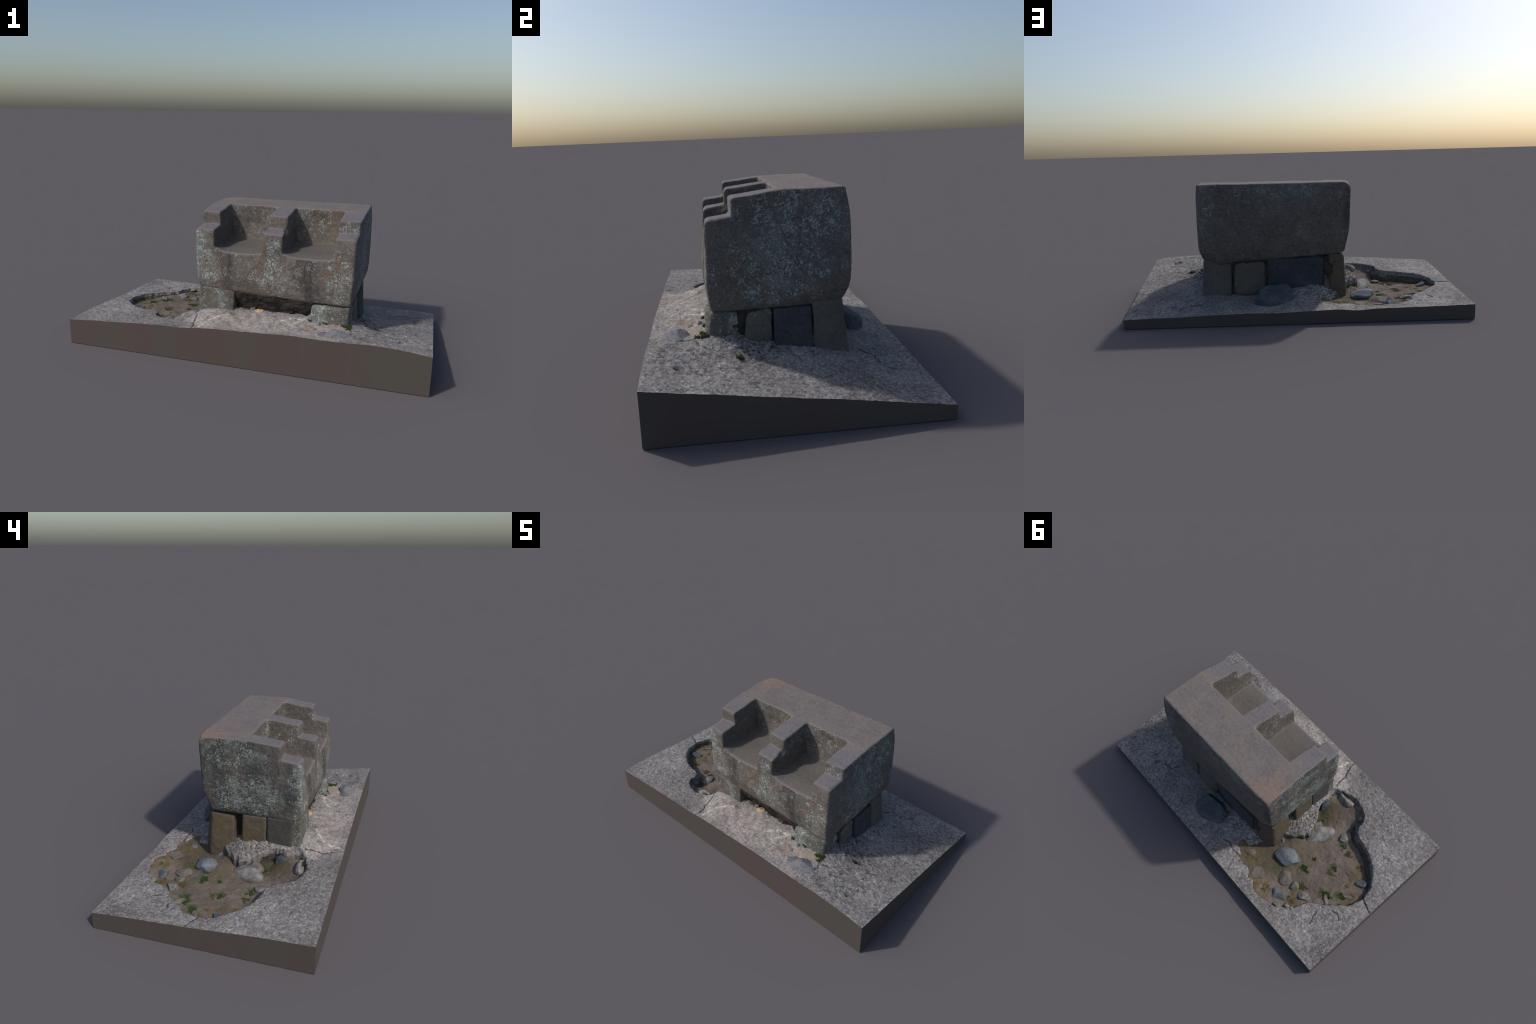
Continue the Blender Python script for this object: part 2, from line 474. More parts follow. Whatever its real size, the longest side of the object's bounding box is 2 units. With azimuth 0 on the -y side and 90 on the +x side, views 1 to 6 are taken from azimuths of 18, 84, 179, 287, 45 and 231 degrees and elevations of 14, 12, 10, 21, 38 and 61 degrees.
    col = M.mix(up, col, top)
    M.bump(M.add(M.mul(fine, .45), M.add(M.mul(mid, .8), M.mul(M.noise(90, 4, .7), .6))), .55, .005)
    return M.done(col, .88)

def mat_block(name, lo, hi, lich=0.0, ochre=0.0, tint_scale=7):
    M = Mat(name)
    big = M.noise(tint_scale, 4, .6)
    mid = M.noise(55, 4, .7)
    fine = M.noise(230, 3, .7)
    v = M.add(M.mul(big, .4), M.add(M.mul(mid, .35), M.mul(fine, .3)))
    col = M.mix(M.step(v, .36, .70), lo, hi)
    if ochre:
        col = M.mix(M.mul(M.step(M.noise(11, 4, .6), .42, .62), ochre), col, M.mix(M.noise(60, 3), (.105, .070, .024), (.20, .125, .035)))
    if lich:
        col = lichen_layers(M, col, M.mul(M.step(M.noise(8, 2), .30, .62, .35, 1), lich))
    sp = M.mul(M.step(M.voro(85), .10, .15, 1, 0), M.step(M.noise(15, 2), .5, .6))
    col = M.mix(M.mul(sp, .5), col, tuple(min(1, 2.6 * c) for c in hi))
    M.bump(M.add(M.mul(fine, .5), mid), .5, .005)
    return M.done(col, .9)

def mat_boulder(name, a, b, moss=0.3):
    M = Mat(name)
    big = M.noise(16, 4, .6)
    fine = M.noise(170, 3, .7)
    col = M.mix(M.step(M.add(M.mul(big, .65), M.mul(fine, .35)), .36, .66), a, b)
    col = M.mix(M.mul(M.step(M.noise(55, 4, .7), .55, .66), .5), col, tuple(.35 * c for c in a))
    x, y, z = M.xyz()
    col = M.mix(M.mul(M.mul(M.step(M.noise(22, 3), .46, .6), M.step(M.add(z, M.mul(M.noise(30, 2), .03)), .080, .105, 1, 0)), moss), col, (.085, .085, .035))
    M.bump(M.add(fine, M.mul(big, .5)), .45, .004)
    return M.done(col, .88)

def mat_leaf(name, a, b):
    M = Mat(name)
    info = M.n.new("ShaderNodeObjectInfo")
    n = M.noise(140, 2, .6)
    col = M.mix(M.step(n, .32, .68), a, b)
    tr = M.n.new("ShaderNodeBsdfTranslucent")
    M.put(tr.inputs["Color"], col)
    mx = M.n.new("ShaderNodeMixShader"); mx.inputs[0].default_value = .2
    out = M.n["Material Output"]
    M.done(col, .7)
    M.t.links.new(M.bsdf.outputs[0], mx.inputs[1]); M.t.links.new(tr.outputs[0], mx.inputs[2])
    M.t.links.new(mx.outputs[0], out.inputs["Surface"])
    return M.m

concrete = mat_concrete()
rim_mat = mat_broken_concrete()
skirt_mat = mat_skirt()
soil = mat_soil()
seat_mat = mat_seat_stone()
st_front = mat_block("lichened_foot_stone", (.080, .073, .064), (.150, .138, .122), lich=.95)
st_grey = mat_block("grey_foundation_stone", (.080, .074, .066), (.150, .140, .126), lich=.55)
st_dark = mat_block("dark_basalt_stone", (.036, .038, .046), (.075, .078, .090))
st_plain = mat_block("plain_foundation_stone", (.085, .079, .072), (.140, .130, .118))
st_brown = mat_block("brown_foundation_stone", (.085, .074, .064), (.140, .122, .105))
st_ochre = mat_block("ochre_foundation_stone", (.060, .053, .044), (.105, .092, .074), ochre=.36)
st_char = mat_block("charcoal_foundation_stone", (.048, .045, .043), (.082, .077, .072))
rk_blue = mat_boulder("blue_grey_boulder", (.080, .092, .105), (.205, .225, .245), .7)
rk_grey = mat_boulder("grey_boulder", (.115, .112, .108), (.30, .292, .275), .5)
rk_brown = mat_boulder("brown_boulder", (.11, .095, .085), (.20, .175, .16), .3)
rk_tan = mat_boulder("tan_rubble", (.27, .18, .10), (.52, .37, .22), 0)
rk_rub = mat_boulder("dark_rubble", (.050, .040, .026), (.115, .092, .060), 0)
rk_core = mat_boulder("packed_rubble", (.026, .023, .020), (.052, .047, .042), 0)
rk_slate = mat_boulder("slate_rock", (.115, .120, .135), (.220, .222, .235), 0)
rk_shade = mat_boulder("dark_blue_rock", (.060, .068, .082), (.115, .127, .145), 0)
leaf_green = mat_leaf("green_grass", (.024, .052, .012), (.085, .130, .034))
leaf_dry = mat_leaf("dry_grass", (.090, .080, .022), (.250, .190, .080))

# ------------------------------------------------------------------ root
root = bpy.data.objects.new("double_stone_seat", None)
bpy.context.scene.collection.objects.link(root)
root["label"] = "ancient double stone seat on concrete ground with rubble pit"
root["category"] = "stone bench"

# ------------------------------------------------------------------ the seat block
def interp(v, zs, xs):
    return np.interp(v, zs, xs)

def block_sdf(X, Y, Z):
    fr = np.clip((Y + .29) / .54, 0, 1)            # 0 front .. 1 back
    ri = np.clip((X + .31) / .90, 0, 1)            # 0 left .. 1 right
    xl = (interp(Z, [.33, .345, .415, .51, .63, .68, .72, .78], [-.278, -.287, -.301, -.309, -.313, -.313, -.311, -.306]) * (1 - fr)
          + interp(Z, [.33, .345, .365, .45, .53, .62, .745, .79], [-.283, -.293, -.306, -.318, -.327, -.330, -.335, -.332]) * fr)
    xr = (interp(Z, [.30, .32, .42, .52, .62, .69, .78], [.564, .571, .578, .582, .583, .583, .590]) * (1 - fr)
          + interp(Z, [.31, .336, .354, .384, .43, .56, .70, .79], [.550, .566, .577, .587, .593, .596, .594, .590]) * fr)
    yf = (interp(Z, [.33, .35, .37, .40, .475, .60, .69, .78], [-.290, -.299, -.306, -.313, -.308, -.300, -.292, -.288]) * (1 - ri)
          + interp(Z, [.30, .32, .36, .43, .50, .60, .69, .78], [-.282, -.289, -.296, -.300, -.299, -.295, -.286, -.278]) * ri)
    xr = xr + .006 * np.sin(np.pi * fr)
    yf = yf - .005 * smooth(.56, .62, Z)
    yf = yf - .010 * np.sin(np.pi * ri) * smooth(.60, .40, Z)
    yl = interp(Z, [.31, .335, .36, .375, .43, .475, .60, .72, .79], [.155, .180, .187, .194, .217, .232, .242, .248, .249])
    yr = interp(Z, [.29, .31, .33, .34, .376, .41, .485, .62, .71, .79], [.205, .218, .234, .243, .261, .272, .279, .278, .270, .255])
    ym = interp(Z, [.28, .30, .32, .34, .376, .41, .485, .62, .71, .79], [.238, .250, .259, .267, .275, .278, .279, .277, .270, .256])
    yml = interp(Z, [.30, .32, .34, .376, .41, .485, .62, .71, .79], [.196, .206, .219, .231, .240, .250, .258, .260, .255])
    ym = yml + (ym - yml) * smooth(-.1, .85, ri)
    wl, wr = smooth(.09, -.02, ri), smooth(.85, 1., ri)
    yb = ym + (yl - ym) * wl + (yr - ym) * wr
    zb = .346 - .034 * ri + .012 * fr * (1 - ri) * 0 - .010 * fr * (1 - np.abs(2 * ri - 1)) - .018 * fr * np.exp(-((X - .47) / .06) ** 2)
    zt = .788 - .019 * smooth(.02, -.20, Y) - .003 * ri * (1 - fr) - .004 * (1 - ri) - .001 * np.sin(np.pi * ri)
    d = smax(xl - X, X - xr, .02)
    d = smax(d, smax(yf - Y, Y - yb, .02), .016)
    d = smax(d, zb - Z, .012)
    d = smax(d, Z - zt, .012)
    # knocked-off rear left top corner
    d = smax(d, ((X + .318) * -.62 + (Y - .235) * .35 + (Z - .765) * .70) - .006, .010)
    # steps of the three arms
    wob = .004 * np.sin(X * 23 + 1)
    step = smax(Y - (-.196 + wob), (.694 + .13 * (Y + .20)) - Z, .010)
    step = np.where(Z > .66, step, 1.0)
    d = smax(d, -step, .020)
    # two seats
    def seat(xa, xb, up_a, up_b, toe_a, toe_b, lift):
        """recess whose walls splay: up_* widens it upward, toe_* narrows the floor toward the back"""
        k = np.clip((Y + .29) / .28, 0, 1) * np.clip((.75 - Z) / .17, 0, 1)
        a = xa - up_a * (Z - .58) + toe_a * k
        b = xb + up_b * (Z - .58) - toe_b * k
        c = (X - xa) / (xb - xa)
        floor = .576 + .012 * smooth(-.12, -.02, Y) - .010 * smooth(-.20, -.31, Y) - .006 * np.sin(np.pi * np.clip(c, 0, 1)) + lift * smooth(.22, .0, c) * smooth(-.18, -.30, Y)
        q = smax(a - X, X - b, .008)
        belly = .017 * np.sin(np.pi * np.clip((.785 - Z) / .20, 0, 1)) * np.sin(np.pi * np.clip(c, .08, .92))
        q = smax(q, Y - (-.008 + belly - .008 * smooth(.70, .59, Z)), .016)
        return smax(q, floor - Z, .016)
    s1 = seat(-.199, .074, .03, .045, .018, .010, .016)
    s2 = seat(.191, .467, -.01, .05, .022, .016, .010)
    d = smax(d, -s1, .011)
    d = smax(d, -s2, .011)
    # chipped inner edge on the middle arm
    chip = np.sqrt((X - .196) ** 2 + ((Y + .215) / 1.5) ** 2 + ((Z - .690) / 1.2) ** 2) - .017
    d = smax(d, -chip, .012)
    # small nicks in the seat lips
    for cx in (-.125, .285):
        d = smax(d, .008 - np.sqrt((X - cx) ** 2 + (Y + .305) ** 2 * .3 + (Z - .583) ** 2 * .3), .008)
    return d

V, F = surface_nets(block_sdf, (-.37, -.345, .255), (.63, .315, .82), .0042)
N = vnormals(V, F)
upw = smooth(.4, .8, N[:, 2])
dv = .0020 * fbm(V, 9, 2, 3) + .0010 * fbm(V, 70, 2, 9) * (1 - .5 * upw)
dv -= .003 * np.clip(fbm(V, 34, 2, 21) - .55, 0, 1) * (1 - .7 * upw)
V = V + N * dv[:, None]
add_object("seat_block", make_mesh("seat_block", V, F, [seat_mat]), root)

# ------------------------------------------------------------------ foundation stones
def foundation(bot, top, zb, zt, mat, r=.02, seed=0, h=.005, tilt=(0, 0), amp=.003, name="foundation_stone"):
    """Roughly squared stone: plan outlines at foot and head, counter-clockwise."""
    bot, top = np.array(bot, float), np.array(top, float)
    cen = (bot.mean(0) + top.mean(0)) / 2
    m_ = len(bot)
    def f(X, Y, Z):
        d = smax(zb - Z, Z - (zt + tilt[0] * (X - cen[0]) + tilt[1] * (Y - cen[1])), r)
        for k in range(m_):
            a, b = bot[k], bot[(k + 1) % m_]
            m = (top[k] + top[(k + 1) % m_]) / 2
            p0 = np.array([*a, zb]); p1 = np.array([*b, zb]); p2 = np.array([*m, zt])
            n = np.cross(p1 - p0, p2 - p0); n /= np.linalg.norm(n)
            d = smax(d, (X - p0[0]) * n[0] + (Y - p0[1]) * n[1] + (Z - p0[2]) * n[2], r)
        return d
    al = np.vstack([bot, top])
    pad = .02
    V, F = surface_nets(f, (*(al.min(0) - pad), zb - pad), (*(al.max(0) + pad), zt + pad + .02), h)
    N = vnormals(V, F)
    V = V + N * (amp * fbm(V, 16, 3, 40 + seed) + .3 * amp * fbm(V, 80, 2, 70 + seed))[:, None]
    return add_object(name, make_mesh(name, V, F, [mat]), root)

def rect(x0, x1, y0, y1):
    return [(x0, y0), (x1, y0), (x1, y1), (x0, y1)]

# front feet
foundation(rect(-.289, -.088, -.310, -.122), rect(-.288, -.072, -.305, -.124), .15, .352, st_front, .012, 1, tilt=(-.04, 0))
foundation([(.343, -.325), (.540, -.320), (.570, -.303), (.572, -.176), (.343, -.176)], [(.362, -.315), (.530, -.307), (.562, -.290), (.566, -.186), (.362, -.186)], .16, .312, st_front, .012, 2)
# rubble wedged behind the front opening
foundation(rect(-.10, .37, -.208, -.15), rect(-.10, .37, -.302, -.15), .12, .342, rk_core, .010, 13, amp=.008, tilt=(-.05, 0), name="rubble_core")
# right side
foundation(rect(.44, .586, -.166, -.046), rect(.44, .576, -.148, -.045), .13, .312, st_grey, .022, 3)
foundation(rect(.44, .594, -.043, .115), rect(.44, .583, -.042, .111), .13, .314, st_dark, .008, 4, amp=.0015)
foundation([(.40, .120), (.596, .120), (.582, .268), (.402, .268)], [(.40, .115), (.578, .115), (.568, .243), (.40, .248)], .07, .334, st_plain, .012, 5)
# back
foundation(rect(.194, .390, .12, .272), rect(.188, .392, .12, .254), .10, .316, st_brown, .040, 6)
foundation(rect(-.150, .182, .12, .256), rect(-.162, .182, .12, .252), .12, .326, st_dark, .012, 7, amp=.0025)
foundation(rect(-.205, -.156, .12, .252), rect(-.197, -.158, .12, .242), .12, .230, st_brown, .018, 8)
# left side; the rear corner stone stands down into the pit
foundation([(-.306, .060), (-.20, .055), (-.205, .250), (-.250, .246), (-.311, .206)], [(-.290, .070), (-.195, .066), (-.192, .238), (-.245, .234), (-.294, .190)], .045, .336, st_ochre, .012, 9, tilt=(0, .10))
foundation(rect(-.303, -.17, -.117, .022), rect(-.296, -.17, -.115, .020), .13, .350, st_ochre, .012, 10, amp=.002)
# charcoal stone that closes the left side behind the front foot
foundation(rect(-.297, -.16, -.262, -.121), rect(-.293, -.16, -.262, -.119), .13, .351, st_char, .010, 11, amp=.0015)
# rubble and mortar packed between the stones under the seat
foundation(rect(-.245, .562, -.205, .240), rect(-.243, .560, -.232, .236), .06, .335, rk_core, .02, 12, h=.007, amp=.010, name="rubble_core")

# ------------------------------------------------------------------ ground heights
GROUND = np.array([
    # front edge, back edge, left edge, right edge
    (-1, -.538, .143), (-.8, -.538, .157), (-.61, -.538, .170), (-.4, -.538, .182), (-.23, -.538, .191), (.083, -.538, .209), (.378, -.538, .219), (.572, -.538, .219),
    (.749, -.538, .224), (.888, -.538, .217), (1, -.538, .203),
    (-1, .538, .084), (-.69, .538, .080), (-.431, .538, .077), (-.332, .538, .070), (-.222, .538, .078), (-.044, .538, .073), (.154, .538, .068), (.243, .538, .072), (.6, .538, .063), (1, .538, .053),
    (-1, .21, .103), (-1, -.08, .120), (-1, -.35, .136), (1, -.336, .175), (1, -.078, .141), (1, .189, .104), (1, .396, .074),
    # around the pit
    (-.6, -.235, .136), (-.52, -.38, .158), (-.42, -.40, .168), (-.767, -.19, .129), (-.91, -.05, .113), (-.91, .1, .105), (-.72, .3, .092), (-.6, .465, .083), (-.45, .492, .080), (-.25, .455, .083),
    # mortar ledge below the left hand stones
    (-.29, -.05, .206), (-.29, .04, .186), (-.40, -.01, .152), (-.365, -.10, .165), (-.31, .10, .150), (-.30, -.21, .196), (-.31, -.31, .190),
    # broken mortar at the back
    (-.15, .31, .103), (-.215, .265, .112), (-.14, .262, .155), (.03, .265, .138), (.03, .33, .106), (-.10, .38, .091), (-.2, .2, .15),
    (.14, .44, .080), (.25, .27, .107), (.40, .27, .110), (.585, .27, .106), (.70, .35, .080), (.30, .36, .088),
    # right side
    (.585, -.165, .200), (.595, -.05, .176), (.60, .12, .142), (.69, -.17, .167), (.82, -.396, .197), (.65, -.10, .160), (.68, .05, .142), (.8, .12, .1265), (.8, -.15, .161), (.8, .33, .092),
    # front
    (-.28, -.31, .213), (-.085, -.31, .231), (.03, -.31, .234), (.19, -.31, .240), (.34, -.31, .236), (.41, -.335, .220), (.567, -.31, .220),
    (.07, -.43, .207), (.394, -.38, .210), (-.276, -.43, .177), (.526, -.44, .211), (.1, 0, .21), (.35, .05, .18)])

def tps(P, reg=2e-4):
    xy, z = P[:, :2], P[:, 2]
    def U(a, b):
        r2 = ((a[:, None, :] - b[None]) ** 2).sum(2)
        return .5 * r2 * np.log(np.maximum(r2, 1e-12))
    n = len(P)
    A = np.zeros((n + 3, n + 3))
    A[:n, :n] = U(xy, xy) + reg * np.eye(n)
    A[:n, n] = A[n, :n] = 1
    A[:n, n + 1:] = xy; A[n + 1:, :n] = xy.T
    w = np.linalg.solve(A, np.concatenate([z, np.zeros(3)]))
    def f(Q):
        out = np.empty(len(Q))
        for s in range(0, len(Q), 20000):
            q = Q[s:s + 20000]
            out[s:s + 20000] = U(q, xy) @ w[:n] + w[n] + q @ w[n + 1:]
        return out
    return f

ground_z = tps(GROUND)

RIM = np.array([
    (-.296, -.285), (-.310, -.325), (-.335, -.347), (-.372, -.363), (-.420, -.378), (-.460, -.372), (-.508, -.358), (-.545, -.338), (-.574, -.303), (-.572, -.268), (-.592, -.232),
    (-.630, -.212), (-.662, -.210), (-.712, -.198), (-.766, -.175), (-.803, -.152), (-.843, -.113), (-.878, -.075), (-.900, -.035), (-.903, .0), (-.912, .025), (-.898, .080),
    (-.880, .125), (-.828, .182), (-.770, .238), (-.705, .290), (-.688, .345), (-.672, .378), (-.645, .408), (-.595, .448), (-.548, .465), (-.500, .476), (-.452, .480), (-.402, .465),
    (-.355, .448), (-.300, .430), (-.238, .434), (-.212, .409), (-.160, .385), (-.137, .355), (-.140, .320), (-.174, .317), (-.204, .309), (-.238, .282), (-.236, .240), (-.240, .180),
    (-.270, .125), (-.310, .108), (-.355, .080), (-.382, .040), (-.402, -.010), (-.393, -.050), (-.372, -.090), (-.345, -.130), (-.322, -.170), (-.308, -.210), (-.302, -.250)])

def poly_dist(P, poly):
    """signed distance to a closed polygon, negative inside"""
    best = np.full(len(P), 9.0)
    inside = np.zeros(len(P), bool)
    for a, b in zip(poly, np.roll(poly, -1, 0)):
        e = b - a
        w = P - a
        t = np.clip((w @ e) / (e @ e), 0, 1)
        best = np.minimum(best, np.hypot(*(w - t[:, None] * e).T))
        cond = (a[1] > P[:, 1]) != (b[1] > P[:, 1])
        xi = a[0] + (P[:, 1] - a[1]) / (e[1] if abs(e[1]) > 1e-9 else 1e-9) * e[0]
        inside ^= cond & (P[:, 0] < xi)
    return np.where(inside, -best, best)

def pit_dist(P):
    Q = np.column_stack([P, np.zeros(len(P))])
    rough = .5 + .8 * smooth(-.62, -.5, P[:, 0]) * smooth(-.2, 0, P[:, 1]) + 1.2 * smooth(-.45, -.30, P[:, 0])
    J = np.column_stack([fbm(Q, 26, 3, 5), fbm(Q, 26, 3, 6)]) * (.006 * rough)[:, None]
    return poly_dist(P + J, RIM)

def seg_dist(P, pts):
    best = np.full(len(P), 9.0)
    for a, b in zip(pts[:-1], pts[1:]):
        a = np.array(a); e = np.array(b) - a
        t = np.clip(((P - a) @ e) / (e @ e), 0, 1)
        best = np.minimum(best, np.hypot(*(P - a - t[:, None] * e).T))
    return best

HX, HY, STEP = 1.0, .538, .004
xs = np.linspace(-HX, HX, int(2 * HX / STEP) + 1)
ys = np.linspace(-HY, HY, int(2 * HY / STEP) + 1)
GX, GY = np.meshgrid(xs, ys, indexing="ij")
P = np.column_stack([GX.ravel(), GY.ravel()])
nx, ny = len(xs), len(ys)

def relief(P, edge=True):
    z = ground_z(P)
    Q = np.column_stack([P, np.zeros(len(P))])
    border = np.minimum(HX - np.abs(P[:, 0]), HY - np.abs(P[:, 1]))
    quiet = smooth(0, .03, border) * .7 + .3
    rough = 1 + 1.6 * smooth(.16, .02, np.abs(P[:, 1] + .13)) * smooth(.09, .03, np.abs(P[:, 0] - .64)) + 2.2 * smooth(.10, .02, np.abs(P[:, 0] + .345)) * smooth(.18, .1, np.abs(P[:, 1] + .03)) \
        + 1.8 * smooth(.12, .04, np.abs(P[:, 0] + .08)) * smooth(.10, .04, np.abs(P[:, 1] - .29))
    z = z + quiet * (.0035 * fbm(Q, 7, 2, 11) + rough * (.0022 * fbm(Q, 30, 3, 12) + .0010 * noise3(Q, 130, 15)))
    W = P + .006 * np.column_stack([noise3(Q, 40, 31), noise3(Q, 40, 32)])
    for c in CRACKS:
        z = z - .005 * smooth(.0055, .0015, seg_dist(W, c))
    # shallow broken hollow on the right of the front
    hd = np.hypot((P[:, 0] - .825) / 1.25, P[:, 1] + .385) + .010 * noise3(Q, 40, 51)
    z = z - .010 * smooth(.040, .024, hd) * smooth(-.06, .04, P[:, 0] - .82) - .004 * smooth(.05, .03, hd)
    # hollow under the seat, behind the front opening
    W2 = P + .02 * np.column_stack([fbm(Q, 20, 2, 61), fbm(Q, 20, 2, 62)])
    box = np.maximum(np.maximum(-.075 - W2[:, 0], W2[:, 0] - .34), np.maximum(-.280 - W2[:, 1], W2[:, 1] - .08))
    z = z - .045 * smooth(.0, -.030, box)
    return z

dist = pit_dist(P)
Z = relief(P)
alive = dist > 0
keep_v = alive.reshape(nx, ny)
idx = np.arange(nx * ny).reshape(nx, ny)
fq = np.stack([idx[:-1, :-1], idx[1:, :-1], idx[1:, 1:], idx[:-1, 1:]], -1).reshape(-1, 4)
fq = fq[alive[fq].all(1)]
# snap the ragged hole border onto the rim curve
nb = np.zeros(nx * ny, int)
np.add.at(nb, fq.ravel(), 1)
inner = (np.abs(P[:, 0]) < HX - .01) & (np.abs(P[:, 1]) < HY - .01)
border = (nb > 0) & (nb < 4) & inner
B = P[border].copy()
for it in range(4):
    e = .0015
    d0 = pit_dist(B)
    g = np.column_stack([pit_dist(B + [e, 0]) - pit_dist(B - [e, 0]), pit_dist(B + [0, e]) - pit_dist(B - [0, e])])
    g /= np.maximum(np.linalg.norm(g, axis=1, keepdims=True), 1e-9)
    B -= g * np.clip(d0, -.004, .004)[:, None]
P2 = P.copy(); P2[border] = B
Z[border] = relief(B) - .0015
used = np.unique(fq)
remap = -np.ones(nx * ny, int); remap[used] = np.arange(len(used))
GV = np.column_stack([P2, Z])[used]
GF = remap[fq]
me = make_mesh("paving", GV, GF, [concrete, rim_mat])

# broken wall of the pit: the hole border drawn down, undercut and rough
bm = bmesh.new(); bm.from_mesh(me)
hole = [e for e in bm.edges if e.is_boundary and all(abs(v.co.x) < HX - .003 and abs(v.co.y) < HY - .003 for v in e.verts)]
hverts = sorted({v.index for e in hole for v in e.verts})
hp = np.array([bm.verts[i].co[:2] if False else (0, 0) for i in []])
bm.verts.ensure_lookup_table()
hp = np.array([[bm.verts[i].co.x, bm.verts[i].co.y, bm.verts[i].co.z] for i in hverts])
e = .006
g = np.column_stack([pit_dist(hp[:, :2] + [e, 0]) - pit_dist(hp[:, :2] - [e, 0]), pit_dist(hp[:, :2] + [0, e]) - pit_dist(hp[:, :2] - [0, e])])
g /= np.maximum(np.linalg.norm(g, axis=1, keepdims=True), 1e-9)
# smooth the outward direction a little so the wall does not fold
for it in range(2):
    D2 = ((hp[:, None, :2] - hp[None, :, :2]) ** 2).sum(2)
    Wt = np.exp(-D2 / (2 * .010 ** 2)); g = Wt @ g; g /= np.maximum(np.linalg.norm(g, axis=1, keepdims=True), 1e-9)
row = {i: bm.verts[i] for i in hverts}
rows = [(0.05, .0005), (.14, .0015), (.26, .004), (.40, .010), (.55, .016), (.70, .018), (.85, .016), (1.0, .014)]
prev = row
depth = np.maximum(hp[:, 2] - .035, .02)
for t, out in rows:
    pos = hp.copy()
    pos[:, 2] -= t * depth
    nrough = fbm(pos, 45, 3, 91)
    ledge = smooth(-.41, -.34, hp[:, 0]) * smooth(.2, .0, hp[:, 1]) * smooth(-.27, -.2, hp[:, 1])
    under = -.8 - 1.0 * smooth(.0, -.12, hp[:, 1]) * (1 - ledge) + 3.0 * ledge
    o = out * under + .006 * nrough * min(1, t * 5)
    pos[:, :2] += g * o[:, None]
    cur = {i: bm.verts.new(pos[k]) for k, i in enumerate(hverts)}
    for ed in hole:
        a, b = ed.verts
        lo = ed.link_faces[0].loops
        for l in lo:
            if l.edge == ed:
                a, b = l.vert, l.link_loop_next.vert
        f = bm.faces.new((prev[b.index], prev[a.index], cur[a.index], cur[b.index]))
        f.material_index = 1 if t > .3 else 0
        f.smooth = True
    prev = cur
bmesh.ops.recalc_face_normals(bm, faces=bm.faces)
bm.normal_update()
if sum(f.normal.z for f in bm.faces) < 0:
    bmesh.ops.reverse_faces(bm, faces=bm.faces)
bm.to_mesh(me); bm.free(); me.update()
add_object("concrete_paving", me, root)

# plain cut sides and underside
ring = [(i, 0) for i in range(nx)] + [(nx - 1, j) for j in range(1, ny)] + [(i, ny - 1) for i in range(nx - 2, -1, -1)] + [(0, j) for j in range(ny - 2, 0, -1)]
top = [(xs[i], ys[j], Z[i * ny + j]) for i, j in ring]
SV = top + [(a, b, 0.0) for a, b, c in top]
n = len(top)
SF = [(k, n + k, n + (k + 1) % n, (k + 1) % n)[::-1] for k in range(n)] + [tuple(range(2 * n - 1, n - 1, -1))]
me = make_mesh("ground_side", SV, SF, [skirt_mat], smooth_shade=False)
add_object("ground_side", me, root)

# ------------------------------------------------------------------ pit soil
PITZ = np.array([(-.53, .16, .056), (-.64, .015, .057), (-.52, .07, .056), (-.45, 0, .058), (-.47, -.12, .062), (-.41, -.25, .092), (-.335, -.24, .134), (-.36, -.29, .138), (-.34, -.15, .076), (-.55, -.25, .064), (-.44, -.34, .122), (-.50, -.33, .112), (-.54, -.29, .092),
                 (-.55, -.165, .064), (-.70, -.12, .060), (-.80, -.06, .062), (-.83, .08, .062), (-.88, .02, .066), (-.86, .12, .066), (-.77, .18, .062), (-.76, .22, .066),
                 (-.66, .27, .062), (-.66, .36, .066), (-.60, .42, .066), (-.54, .38, .058), (-.45, .45, .070), (-.42, .33, .056), (-.33, .40, .074), (-.28, .41, .080),
                 (-.22, .37, .078), (-.17, .35, .080), (-.26, .30, .064), (-.27, .20, .080), (-.345, .10, .104), (-.33, .18, .074), (-.40, .26, .050), (-.35, -.30, .122)])
pit_z = tps(PITZ, 5e-4)
sx = np.arange(-.96, -.08, .005); sy = np.arange(-.42, .52, .005)
A, Bq = np.meshgrid(sx, sy, indexing="ij")
SP = np.column_stack([A.ravel(), Bq.ravel()])
sd = poly_dist(SP, RIM)
SQ = np.column_stack([SP, np.zeros(len(SP))])
SZ = pit_z(SP) + .004 * fbm(SQ, 16, 3, 101) + .0015 * fbm(SQ, 75, 2, 102)
SZ = np.minimum(SZ, ground_z(SP) - .007 - .012 * smooth(.0, .02, sd))
ok = sd < .028
ii = np.arange(len(SP)).reshape(len(sx), len(sy))
sf = np.stack([ii[:-1, :-1], ii[1:, :-1], ii[1:, 1:], ii[:-1, 1:]], -1).reshape(-1, 4)
sf = sf[ok[sf].all(1)]
u = np.unique(sf); rm = -np.ones(len(SP), int); rm[u] = np.arange(len(u))
add_object("pit_soil", make_mesh("pit_soil", np.column_stack([SP, SZ])[u], rm[sf], [soil]), root)

# ------------------------------------------------------------------ rocks
def ico(sub):
    bm = bmesh.new(); bmesh.ops.create_icosphere(bm, subdivisions=sub, radius=1)
    V = np.array([v.co[:] for v in bm.verts]); F = np.array([[v.index for v in f.verts] for f in bm.faces]); bm.free()
    return V, F
ICO = {k: ico(k) for k in (3, 4, 5)}

